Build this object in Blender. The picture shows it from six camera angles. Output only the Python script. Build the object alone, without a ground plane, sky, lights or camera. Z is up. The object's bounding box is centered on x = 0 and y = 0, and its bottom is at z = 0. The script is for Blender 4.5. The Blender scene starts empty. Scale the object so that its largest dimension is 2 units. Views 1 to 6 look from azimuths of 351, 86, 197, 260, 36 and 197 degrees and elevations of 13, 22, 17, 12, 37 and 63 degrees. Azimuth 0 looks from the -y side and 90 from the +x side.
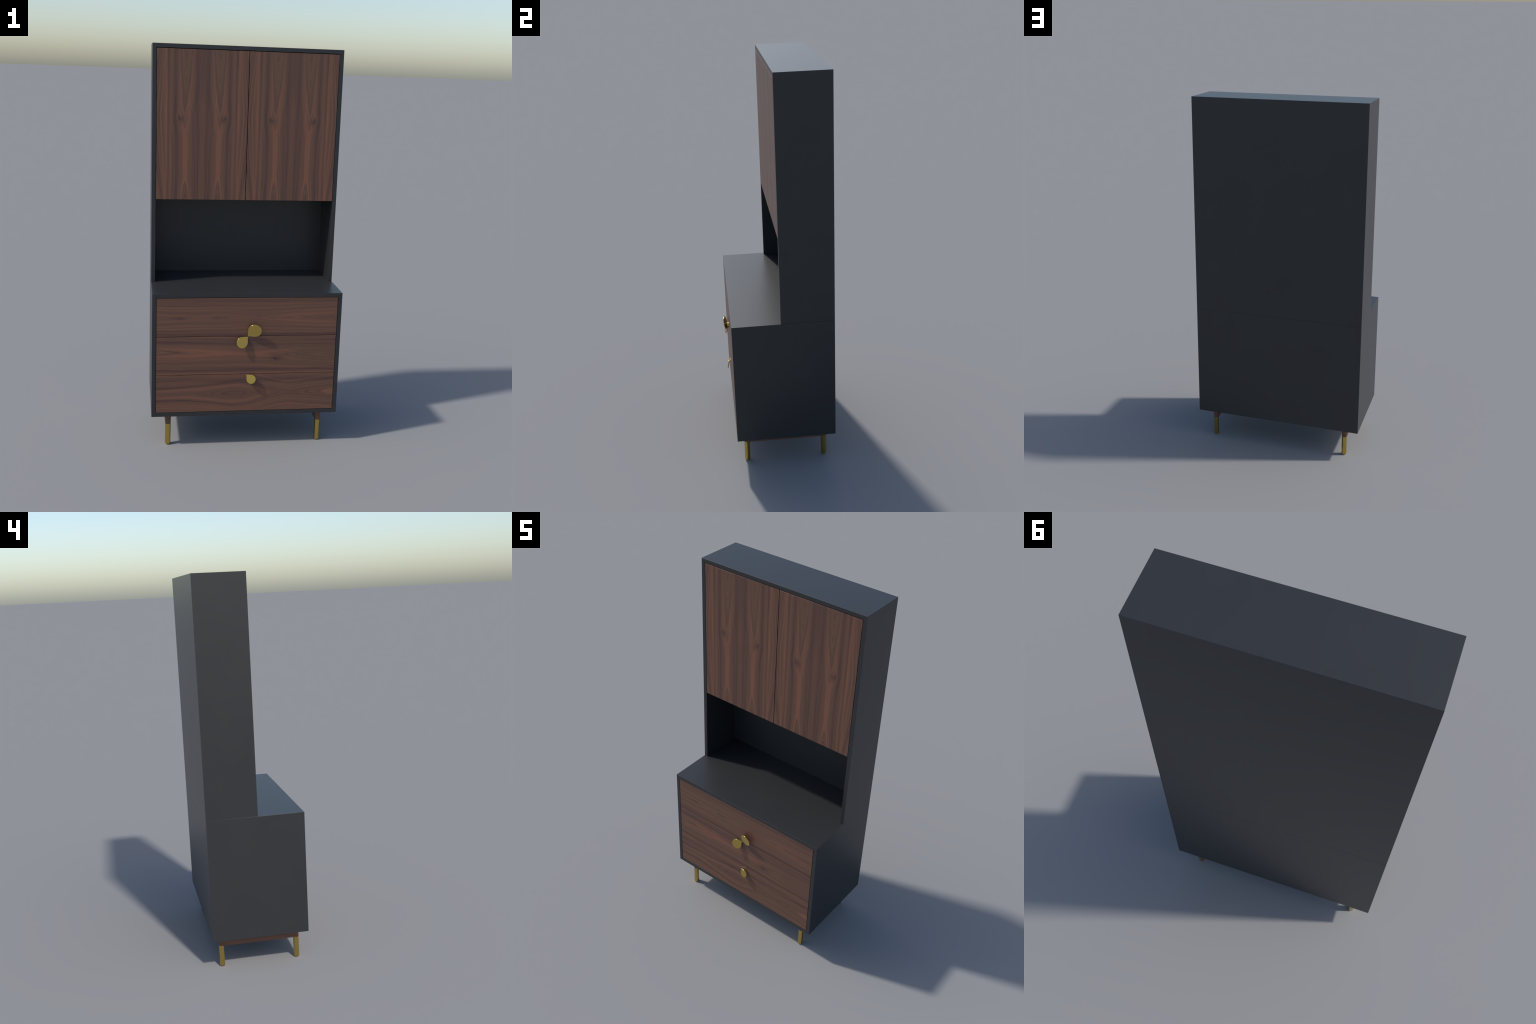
import bpy, bmesh, math
from mathutils import Vector, Matrix

# ------------------------------------------------------------------ sizes (m)
HALF_W = 0.4755                # half width of both cabinets
Y_FRONT, Y_BACK = -0.2353, 0.2645
Y_HUTCH = 0.0027               # front of the upper cabinet
Z_BOTTOM, Z_DECK, Z_TOP = 0.1680, 0.8088, 2.0
BOARD = 0.020                  # carcass board thickness
GAP = 0.0022                   # reveal between fronts and carcass
DOOR_BOTTOM = 1.2381
FRONT_THICK = 0.018
LEG_X, LEG_FRONT_Y, LEG_BACK_Y, LEG_R = 0.3905, -0.185, 0.2137, 0.014
RAIL_BOTTOM = 0.1122


# ------------------------------------------------------ node expression helper
class Expr:
    """A scalar socket that can be combined with + - * / into Math nodes."""
    def __init__(self, tree, socket):
        self.t, self.s = tree, socket

    def op(self, kind, *others):
        n = self.t.nodes.new("ShaderNodeMath")
        n.operation = kind
        for i, v in enumerate((self,) + others):
            if isinstance(v, Expr):
                self.t.links.new(v.s, n.inputs[i])
            else:
                n.inputs[i].default_value = v
        return Expr(self.t, n.outputs[0])

    def __add__(self, o): return self.op("ADD", o)
    __radd__ = __add__
    def __sub__(self, o): return self.op("SUBTRACT", o)
    def __rsub__(self, o): return (self * -1.0) + o
    def __mul__(self, o): return self.op("MULTIPLY", o)
    __rmul__ = __mul__
    def __truediv__(self, o): return self.op("DIVIDE", o)
    def abs(self): return self.op("ABSOLUTE")
    def sqrt(self): return self.op("SQRT")
    def exp(self): return self.op("EXPONENT")
    def sin(self): return self.op("SINE")
    def pos(self): return self.op("MAXIMUM", 0.0)
    def sq(self): return self.op("MULTIPLY", self)
    def clamp(self): return self.op("MAXIMUM", 0.0).op("MINIMUM", 1.0)


def step(e, lo, hi):
    n = e.t.nodes.new("ShaderNodeMapRange")
    n.interpolation_type = "SMOOTHSTEP"
    e.t.links.new(e.s, n.inputs[0])
    n.inputs[1].default_value, n.inputs[2].default_value = lo, hi
    return Expr(e.t, n.outputs[0])


def bell(e, centre, width):
    return ((((e - centre) / width).sq()) * -1.0).exp()


def noise(x, y, detail=2.0, rough=0.5, seed=0.0):
    """Noise of two scalar expressions, range about 0..1."""
    t = x.t
    c = t.nodes.new("ShaderNodeCombineXYZ")
    t.links.new(x.s, c.inputs[0])
    t.links.new(y.s, c.inputs[1])
    c.inputs[2].default_value = seed
    n = t.nodes.new("ShaderNodeTexNoise")
    n.inputs["Scale"].default_value = 1.0
    n.inputs["Detail"].default_value = detail
    n.inputs["Roughness"].default_value = rough
    t.links.new(c.outputs[0], n.inputs["Vector"])
    return Expr(t, n.outputs[0])


def new_material(name):
    m = bpy.data.materials.new(name)
    m.use_nodes = True
    t = m.node_tree
    return m, t, t.nodes["Principled BSDF"]


def object_xyz(t):
    tc = t.nodes.new("ShaderNodeTexCoord")
    sp = t.nodes.new("ShaderNodeSeparateXYZ")
    t.links.new(tc.outputs["Object"], sp.inputs[0])
    return [Expr(t, sp.outputs[i]) for i in range(3)]


def ramp(e, stops):
    n = e.t.nodes.new("ShaderNodeValToRGB")
    r = n.color_ramp
    while len(r.elements) < len(stops):
        r.elements.new(0.5)
    for el, (p, c) in zip(r.elements, stops):
        el.position, el.color = p, (*c, 1.0)
    e.t.links.new(e.s, n.inputs[0])
    return n.outputs[0]


def mix(t, fac, a, b):
    n = t.nodes.new("ShaderNodeMix")
    n.data_type = "RGBA"
    t.links.new(fac.s, n.inputs[0])
    for sock, v in ((n.inputs[6], a), (n.inputs[7], b)):
        if isinstance(v, tuple):
            sock.default_value = (*v, 1.0)
        else:
            t.links.new(v, sock)
    return n.outputs[2]


# ------------------------------------------------------------------- materials
WALNUT_DARK = (0.078, 0.039, 0.033)
WALNUT_MID = (0.126, 0.063, 0.041)
WALNUT_PALE = (0.163, 0.084, 0.053)
WALNUT_RED = (0.229, 0.092, 0.053)
WALNUT_KNOT = (0.046, 0.027, 0.021)


def finish_walnut(t, bsdf, ring, along, across, tone, red, knot, seed):
    """Colour from the growth-ring field: bands, fine lines and pores."""
    fine = noise(ring * 420.0, along * 1.2, 2.0, 0.6, seed)
    line = noise(ring * 190.0, along * 0.7, 1.0, 0.5, seed + 5.0)
    band = noise(ring * 70.0, along * 0.4, 1.0, 0.5, seed + 7.0)
    fibre = noise(across * 700.0, along * 7.0, 2.0, 0.6, seed + 3.0)
    hue = noise(ring * 110.0, along * 0.8, 1.0, 0.5, seed + 11.0)
    value = (tone + (fine - 0.5) * 1.05 + (line - 0.5) * 0.85 + (band - 0.5) * 0.6
             + (fibre - 0.5) * 0.30)
    col = ramp(value.clamp(), [(0.08, WALNUT_DARK), (0.50, WALNUT_MID), (0.95, WALNUT_PALE)])
    redness = (red + (hue - 0.5) * 1.5 + (value - 0.5) * 0.5).clamp()
    col = mix(t, redness * 0.70, col, WALNUT_RED)
    col = mix(t, knot.clamp(), col, WALNUT_KNOT)
    t.links.new(col, bsdf.inputs["Base Color"])
    bsdf.inputs["Roughness"].default_value = 0.42
    bsdf.inputs["Specular IOR Level"].default_value = 0.38


def door_walnut(half_w, height):
    """Book-matched veneer: the leaf is mirrored at the middle of the door."""
    m, t, bsdf = new_material("walnut_door_veneer")
    x, y, z = object_xyz(t)
    u = x.abs() / half_w                       # 0 middle .. 1 edge
    v = 0.5 - z / height                       # 0 top .. 1 bottom
    wob = noise(u * 3.0, v * 3.0, 1.0, 0.5, 2.0) - 0.5
    us = u + wob * 0.03                        # straight stripes
    edge = step(u, 0.70, 1.0)
    # a knot pushes the grain sideways, lines below it run into the flame
    kn_u, kn_v = 0.508, 0.452
    push = bell(u, kn_u, 0.10) * bell(v, kn_v, 0.05)
    side = us + edge * ((v - 0.58).pos().sq() * 1.5 + (0.36 - v).pos().sq() * 1.1) - push * (u - kn_u) * 0.8
    axis = 0.366 + bell(v, 0.43, 0.11) * 0.035
    d = ((side - axis).sq() + 0.0004).sqrt()
    rise = (0.55 - v).pos() * 0.63 + (v - 0.84).pos() * 0.62
    ring = d - rise * (((d / 0.21).sq()) * -1.0).exp()
    trunk = step(v, 0.46, 0.58) * step(v * -1.0, -0.93, -0.83)
    flame = (bell(ring, 0.016, 0.036) * trunk
             + bell(ring, 0.018, 0.015) * (1.0 - trunk) * (step(v, 0.05, 0.50) * 0.60 + 0.45))
    flame = flame * step(d * -1.0, -0.30, -0.12)
    heart = step(ring * -1.0, -0.005, 0.03)
    tone = (0.54 + heart * 0.03 - bell(ring, 0.078, 0.014) * trunk * 0.18
            - bell(us, 0.745, 0.024) * 0.34 - bell(us, 0.590, 0.055) * 0.30
            - bell(us, 0.125, 0.055) * 0.26 - bell(us, 0.0, 0.11) * 0.15
            - bell(side, 1.03, 0.055) * 0.25 + bell(us, 0.685, 0.022) * 0.10)
    rim = step(us, 0.768, 0.776)
    red = (0.10 + flame * 0.95 - heart * 0.12 - bell(us, 0.0, 0.15) * 0.10
           + rim * (bell(us, 0.79, 0.045) * 0.55 + 0.12)
           + bell(us + v * 0.10, 0.335, 0.014) * step(v, 0.18, 0.32) * step(v * -1.0, -0.58, -0.48) * 0.6)
    spot = (bell(u, kn_u, 0.017) * bell(v, kn_v - 0.004, 0.012)
            + bell(u, kn_u - 0.045, 0.036) * bell(v + u * 0.13, kn_v + kn_u * 0.13, 0.006) * 0.6)
    halo = bell(u, kn_u - 0.05, 0.080) * bell(v, kn_v + 0.004, 0.030)
    calm = ring.pos() - (ring * -1.0).pos() * 0.45      # wider rings in the heart
    finish_walnut(t, bsdf, calm * half_w, v, u * half_w, tone - halo * 0.2, red - halo * 0.35,
                  spot * 0.62 + halo * 0.15, 0.0)
    return m


def drawer_walnut(kind):
    """Flat-sawn veneer with the grain lying along x; one cut per drawer."""
    m, t, bsdf = new_material("walnut_drawer_veneer")
    x, y, z = object_xyz(t)
    seed = {"top": 20.0, "middle": 34.0, "bottom": 51.0}[kind]
    wob = noise(x * 5.0, z * 12.0, 2.0, 0.5, seed) - 0.5
    zz = z + wob * 0.016
    knot = x * 0.0
    halo = x * 0.0
    if kind == "top":
        d = ((zz + 0.004).sq() + 0.00002).sqrt()
        rise = (x - 0.04).pos() * 0.085 + (-0.26 - x).pos() * 0.08 + bell(x, -0.14, 0.07) * 0.008
        ring = d - rise * (((d / 0.055).sq()) * -1.0).exp()
        red = 0.16 + bell(ring, 0.0, 0.006) * step(x, 0.12, 0.25) * 0.45
        tone = (0.52 - bell(zz, -0.092, 0.010) * 0.45 - bell(zz, 0.086, 0.011) * 0.28
                - bell(x, -0.335, 0.040) * bell(z, -0.003, 0.008) * 0.4
                - bell(x, -0.150, 0.030) * bell(z, -0.003, 0.006) * 0.3)
    elif kind == "middle":
        kn_x, kn_z = 0.145, -0.024
        push = bell(x, kn_x, 0.045) * bell(z, kn_z, 0.022)
        d = ((zz - 0.008 + (x * 0.025) - push * 0.008).sq() + 0.00002).sqrt()
        rise = (x - 0.085).pos() * 0.105 + (-0.17 - x).pos() * 0.085 - bell(x, -0.04, 0.09) * 0.006
        ring = d - rise * (((d / 0.05).sq()) * -1.0).exp()
        inside = step(ring * -1.0, 0.0, 0.006)
        flame = bell(ring, 0.008, 0.008) * step(d * -1.0, -0.028, -0.016)
        red = 0.12 + flame * 0.85 - inside * 0.10 + bell(z, -0.095, 0.005) * 0.6
        tone = 0.52 - bell(zz, -0.076, 0.009) * 0.40 - bell(zz, 0.070, 0.016) * 0.25
        knot = (bell(x + (z - kn_z) * 0.6, kn_x, 0.0045) * bell(z, kn_z + 0.004, 0.008)
                + bell(x, kn_x + 0.012, 0.010) * bell(z, kn_z, 0.003) * 0.5) * 0.9
        halo = bell(x, kn_x + 0.005, 0.035) * bell(z, kn_z + 0.010, 0.012)
    else:
        bow = (bell(x, -0.05, 0.16) * -0.024 - step(x * -1.0, -0.23, 0.04) * 0.034
               - (x - 0.24).pos() * 0.12)
        d = ((zz + 0.002).sq() + 0.00014).sqrt()
        ring = d + bow + 0.06
        red = (0.18 + bell(ring, 0.046, 0.009) * 0.35 + bell(ring, 0.082, 0.008) * 0.25
               - bell(ring, 0.012, 0.014) * 0.10)
        tone = (0.52 - bell(ring, 0.062, 0.0050) * 0.42 - bell(ring, 0.022, 0.010) * 0.18
                - bell(zz, 0.070, 0.013) * 0.32 - bell(ring, 0.073, 0.003) * 0.15)
    finish_walnut(t, bsdf, ring, x * 1.3, z, tone - halo * 0.25, red - halo * 0.30, knot + halo * 0.25, seed)
    return m


def rail_walnut():
    m, t, bsdf = new_material("walnut_rail")
    x, y, z = object_xyz(t)
    wob = noise(y * 9.0, z * 9.0, 1.0, 0.5, 5.0) - 0.5
    ring = z - y * 0.20 + x * 0.25 + wob * 0.03
    finish_walnut(t, bsdf, ring, y * 2.0, z + x, y * 0.0 + 0.46, y * 0.0 + 0.22, y * 0.0, 70.0)
    return m


def charcoal_lacquer():
    m, t, bsdf = new_material("charcoal_lacquer")
    x, y, z = object_xyz(t)
    tc = t.nodes.new("ShaderNodeTexCoord")
    n = t.nodes.new("ShaderNodeTexNoise")
    n.inputs["Scale"].default_value = 6.0
    n.inputs["Detail"].default_value = 3.0
    t.links.new(tc.outputs["Object"], n.inputs["Vector"])
    col = ramp(Expr(t, n.outputs[0]), [(0.3, (0.0245, 0.0255, 0.0270)), (0.7, (0.0265, 0.0275, 0.0290))])
    t.links.new(col, bsdf.inputs["Base Color"])
    bsdf.inputs["Roughness"].default_value = 0.36
    bsdf.inputs["Specular IOR Level"].default_value = 0.44
    return m


def brushed_brass():
    m, t, bsdf = new_material("satin_brass")
    tc = t.nodes.new("ShaderNodeTexCoord")
    n = t.nodes.new("ShaderNodeTexNoise")
    n.inputs["Scale"].default_value = 90.0
    t.links.new(tc.outputs["Object"], n.inputs["Vector"])
    col = ramp(Expr(t, n.outputs[0]), [(0.3, (0.595, 0.430, 0.120)), (0.7, (0.615, 0.447, 0.126))])
    t.links.new(col, bsdf.inputs["Base Color"])
    bsdf.inputs["Metallic"].default_value = 1.0
    bsdf.inputs["Roughness"].default_value = 0.22
    return m


# -------------------------------------------------------------------- geometry
def add_object(name, bm, parent, material, location=(0, 0, 0), bevel=0.0, segments=3, flat_above=3e-4):
    bmesh.ops.recalc_face_normals(bm, faces=bm.faces)
    if bevel:
        sharp = [e for e in bm.edges if len(e.link_faces) == 2 and e.calc_face_angle() > 0.5]
        bmesh.ops.bevel(bm, geom=sharp, offset=bevel, segments=segments, profile=0.5,
                        affect="EDGES", clamp_overlap=True)
    me = bpy.data.meshes.new(name)
    bm.to_mesh(me)
    bm.free()
    ob = bpy.data.objects.new(name, me)
    bpy.context.scene.collection.objects.link(ob)
    me.materials.append(material)
    shade(me, flat_above)
    ob.location = location
    ob.parent = parent
    return ob


def shade(me, flat_above):
    """Smooth rounds and bevels; broad flat faces keep their true normal."""
    me.set_sharp_from_angle(angle=math.radians(40))
    for p in me.polygons:
        p.use_smooth = not (flat_above and p.area > flat_above)


def box(bm, x0, x1, y0, y1, z0, z1):
    mat = (Matrix.Translation(((x0 + x1) / 2, (y0 + y1) / 2, (z0 + z1) / 2))
           @ Matrix.Diagonal((x1 - x0, y1 - y0, z1 - z0, 1)))
    bmesh.ops.create_cube(bm, size=1.0, matrix=mat)


def open_case(x, y_front, y_back, z0, z1, floor):
    """One-piece carcass: outer shell plus a recess cut in from the front.
    With floor=False the sides run down to z0 and the recess is open below."""
    bm = bmesh.new()
    xi, yi, zt = x - BOARD, y_back - BOARD, z1 - BOARD
    zf = z0 + BOARD if floor else z0

    def ring(y, hx, za, zb):
        return [bm.verts.new(p) for p in ((-hx, y, za), (hx, y, za), (hx, y, zb), (-hx, y, zb))]
    of, ob_ = ring(y_front, x, z0, z1), ring(y_back, x, z0, z1)
    nf, nb = ring(y_front, xi, zf, zt), ring(yi, xi, zf, zt)
    sides = range(4) if floor else (1, 2, 3)
    for i in sides:
        j = (i + 1) % 4
        bm.faces.new((of[i], of[j], ob_[j], ob_[i]))      # outside
        bm.faces.new((nf[i], nb[i], nb[j], nf[j]))        # inside
        bm.faces.new((of[i], nf[i], nf[j], of[j]))        # front rim
    bm.faces.new(ob_)
    bm.faces.new(nb)
    if not floor:                                          # U-shaped foot
        bm.faces.new((of[0], ob_[0], nb[0], nf[0]))
        bm.faces.new((of[1], nf[1], nb[1], ob_[1]))
        bm.faces.new((ob_[0], ob_[1], nb[1], nb[0]))
    return bm


def drop_outline(radius, steps=40):
    """Tear drop: a circle with a right-angled corner at the origin, axis +x."""
    pts = [(0.0, 0.0)]
    c = math.sqrt(2) * radius
    for i in range(steps + 1):
        a = math.radians(-135 + 270 * i / steps)
        pts.append((c + radius * math.cos(a), radius * math.sin(a)))
    return pts


def drop_handle(radius, axis_angle, tilt, parent, brass, corner):
    """Tilted brass drop standing off the drawer on a short neck at its corner."""
    thick, stand = 0.0034, 0.0070
    ax = Vector((math.cos(axis_angle), 0, math.sin(axis_angle)))
    out = Vector((0, -1, 0))
    long_dir = ax * math.cos(tilt) + out * math.sin(tilt)
    side = out.cross(ax)
    normal = long_dir.cross(side)
    if normal.y > 0:
        normal = -normal
    bm = bmesh.new()
    start = out * stand
    fr = [bm.verts.new(start + long_dir * a + side * b) for a, b in drop_outline(radius)]
    bk = [bm.verts.new(v.co - normal * thick) for v in fr]
    bm.faces.new(fr)
    bm.faces.new(list(reversed(bk)))
    n = len(fr)
    for i in range(n):
        bm.faces.new((fr[i], bk[i], bk[(i + 1) % n], fr[(i + 1) % n]))
    handle = add_object("handle", bm, parent, brass, corner, bevel=0.0007, segments=3)
    # neck: a smaller drop running from the plate back into the drawer front
    bm = bmesh.new()
    shape = drop_outline(radius * 0.30, 20)
    shift = 0.0016
    near, far = [], []
    for a, b in shape:
        a += shift
        near.append(bm.verts.new(out * (stand - 0.0018) + long_dir * a + side * b))
        far.append(bm.verts.new(ax * a + side * b + Vector((0, 0.004, 0))))
    bm.faces.new(near)
    bm.faces.new(list(reversed(far)))
    n = len(near)
    for i in range(n):
        bm.faces.new((near[i], far[i], far[(i + 1) % n], near[(i + 1) % n]))
    bmesh.ops.recalc_face_normals(bm, faces=bm.faces)
    neck_me = bpy.data.meshes.new("neck")
    bm.to_mesh(neck_me)
    bm.free()
    whole = bmesh.new()
    whole.from_mesh(handle.data)
    whole.from_mesh(neck_me)
    whole.to_mesh(handle.data)
    whole.free()
    bpy.data.meshes.remove(neck_me)
    shade(handle.data, 3e-4)
    return handle


def turned_leg(radius, height):
    """Brass dowel with a rounded foot, lathed from its profile."""
    bm = bmesh.new()
    r0 = 0.0045
    prof = [(0.0, 0.0)]
    for i in range(7):
        a = math.pi / 2 * i / 6
        prof.append((radius - r0 + r0 * math.sin(a), r0 - r0 * math.cos(a)))
    prof += [(radius, height), (0.0, height)]
    n = 40
    rings = []
    for r, z in prof:
        if r == 0.0:
            rings.append([bm.verts.new((0, 0, z))])
        else:
            rings.append([bm.verts.new((r * math.cos(2 * math.pi * k / n), r * math.sin(2 * math.pi * k / n), z)) for k in range(n)])
    for a, b in zip(rings, rings[1:]):
        for k in range(n):
            k2 = (k + 1) % n
            if len(a) == 1:
                bm.faces.new((a[0], b[k2], b[k]))
            elif len(b) == 1:
                bm.faces.new((a[k], a[k2], b[0]))
            else:
                bm.faces.new((a[k], a[k2], b[k2], b[k]))
    return bm


def rail_bar(radius, y0, y1, z0, z1):
    """Bar with half-round ends over the two legs, widening a little upwards."""
    bm = bmesh.new()
    n = 20

    def loop(r, z):
        pts = []
        for i in range(n + 1):
            a = math.pi * i / n
            pts.append((r * math.cos(a), y1 + radius * math.sin(a), z))
        for i in range(n + 1):
            a = math.pi + math.pi * i / n
            pts.append((r * math.cos(a), y0 + radius * math.sin(a), z))
        return [bm.verts.new(p) for p in pts]
    low, top = loop(radius + 0.0002, z0), loop(radius + 0.0020, z1)
    bm.faces.new(low)
    bm.faces.new(top)
    k = len(low)
    for i in range(k):
        bm.faces.new((low[i], low[(i + 1) % k], top[(i + 1) % k], top[i]))
    return bm


# -------------------------------------------------------------------- assembly
def build():
    lacquer, brass = charcoal_lacquer(), brushed_brass()
    root = bpy.data.objects.new("cabinet_with_hutch", None)
    bpy.context.scene.collection.objects.link(root)
    root["label"] = "tall charcoal cabinet with hutch, walnut fronts, brass drop pulls"
    root["category"] = "storage cabinet"

    bm = open_case(HALF_W, Y_FRONT, Y_BACK, Z_BOTTOM, Z_DECK, True)
    add_object("lower_cabinet", bm, root, lacquer, bevel=0.0009)
    bm = open_case(HALF_W, Y_HUTCH, Y_BACK, Z_DECK + 0.0002, Z_TOP, False)
    add_object("upper_cabinet", bm, root, lacquer, bevel=0.0009)

    # shelf that closes the door compartment above the open niche
    bm = bmesh.new()
    inner = HALF_W - BOARD
    box(bm, -inner + 0.0002, inner - 0.0002, Y_HUTCH + FRONT_THICK + 0.002, Y_BACK - BOARD - 0.0002,
        DOOR_BOTTOM + 0.0005, DOOR_BOTTOM + BOARD)
    add_object("shelf", bm, root, lacquer, bevel=0.0006)

    # two doors, same veneer on both
    door_top = Z_TOP - BOARD - 0.0031
    mid_gap = 0.0016
    dw = (inner - GAP - mid_gap) / 2
    dh = (door_top - DOOR_BOTTOM) / 2
    veneer = door_walnut(dw, dh * 2)
    bm = bmesh.new()
    box(bm, -dw, dw, 0, FRONT_THICK, -dh, dh)
    first = add_object("door", bm, root, veneer, (-(mid_gap + dw), Y_HUTCH, DOOR_BOTTOM + dh), bevel=0.0009)
    second = first.copy()
    second.location.x = mid_gap + dw
    bpy.context.scene.collection.objects.link(second)

    # three drawers with drop pulls of falling size
    z_low, z_high = Z_BOTTOM + BOARD, Z_DECK - BOARD
    pitch = (z_high - z_low) / 3
    hw = inner - GAP
    pulls = {"top": (0.0340, math.radians(45), math.radians(15.5), 0.0, 0.5894),
             "middle": (0.0289, math.radians(225), math.radians(12.5), 0.0, 0.5884),
             "bottom": (0.0235, math.radians(-45), math.radians(14), -0.0005, 0.3874)}
    for i, kind in enumerate(("bottom", "middle", "top")):
        za = z_low + pitch * i + (GAP if i == 0 else 0.0011)
        zb = z_low + pitch * (i + 1) - (GAP if i == 2 else 0.0011)
        zc = (za + zb) / 2
        bm = bmesh.new()
        box(bm, -hw, hw, 0, FRONT_THICK, za - zc, zb - zc)
        drawer = add_object("drawer", bm, root, drawer_walnut(kind), (0, Y_FRONT, zc), bevel=0.0009)
        r, ang, tilt, cx, cz = pulls[kind]
        drop_handle(r, ang, tilt, drawer, brass, (cx, 0, cz - zc))

    # leg frames: a walnut bar front to back on two brass dowels
    walnut = rail_walnut()
    leg_mesh = None
    for side in (-1, 1):
        yc = (LEG_FRONT_Y + LEG_BACK_Y) / 2
        half = (LEG_BACK_Y - LEG_FRONT_Y) / 2
        bm = rail_bar(LEG_R, -half, half, RAIL_BOTTOM, Z_BOTTOM - 0.0002)
        rail = add_object("leg_rail", bm, root, walnut, (side * LEG_X, yc, 0), bevel=0.0006, flat_above=5e-3)
        for y in (-half, half):
            if leg_mesh is None:
                leg = add_object("leg", turned_leg(LEG_R, RAIL_BOTTOM - 0.0003), rail, brass, (0, y, 0), flat_above=0)
                leg_mesh = leg.data
            else:
                leg = bpy.data.objects.new("leg", leg_mesh)
                bpy.context.scene.collection.objects.link(leg)
                leg.location, leg.parent = (0, y, 0), rail


build()
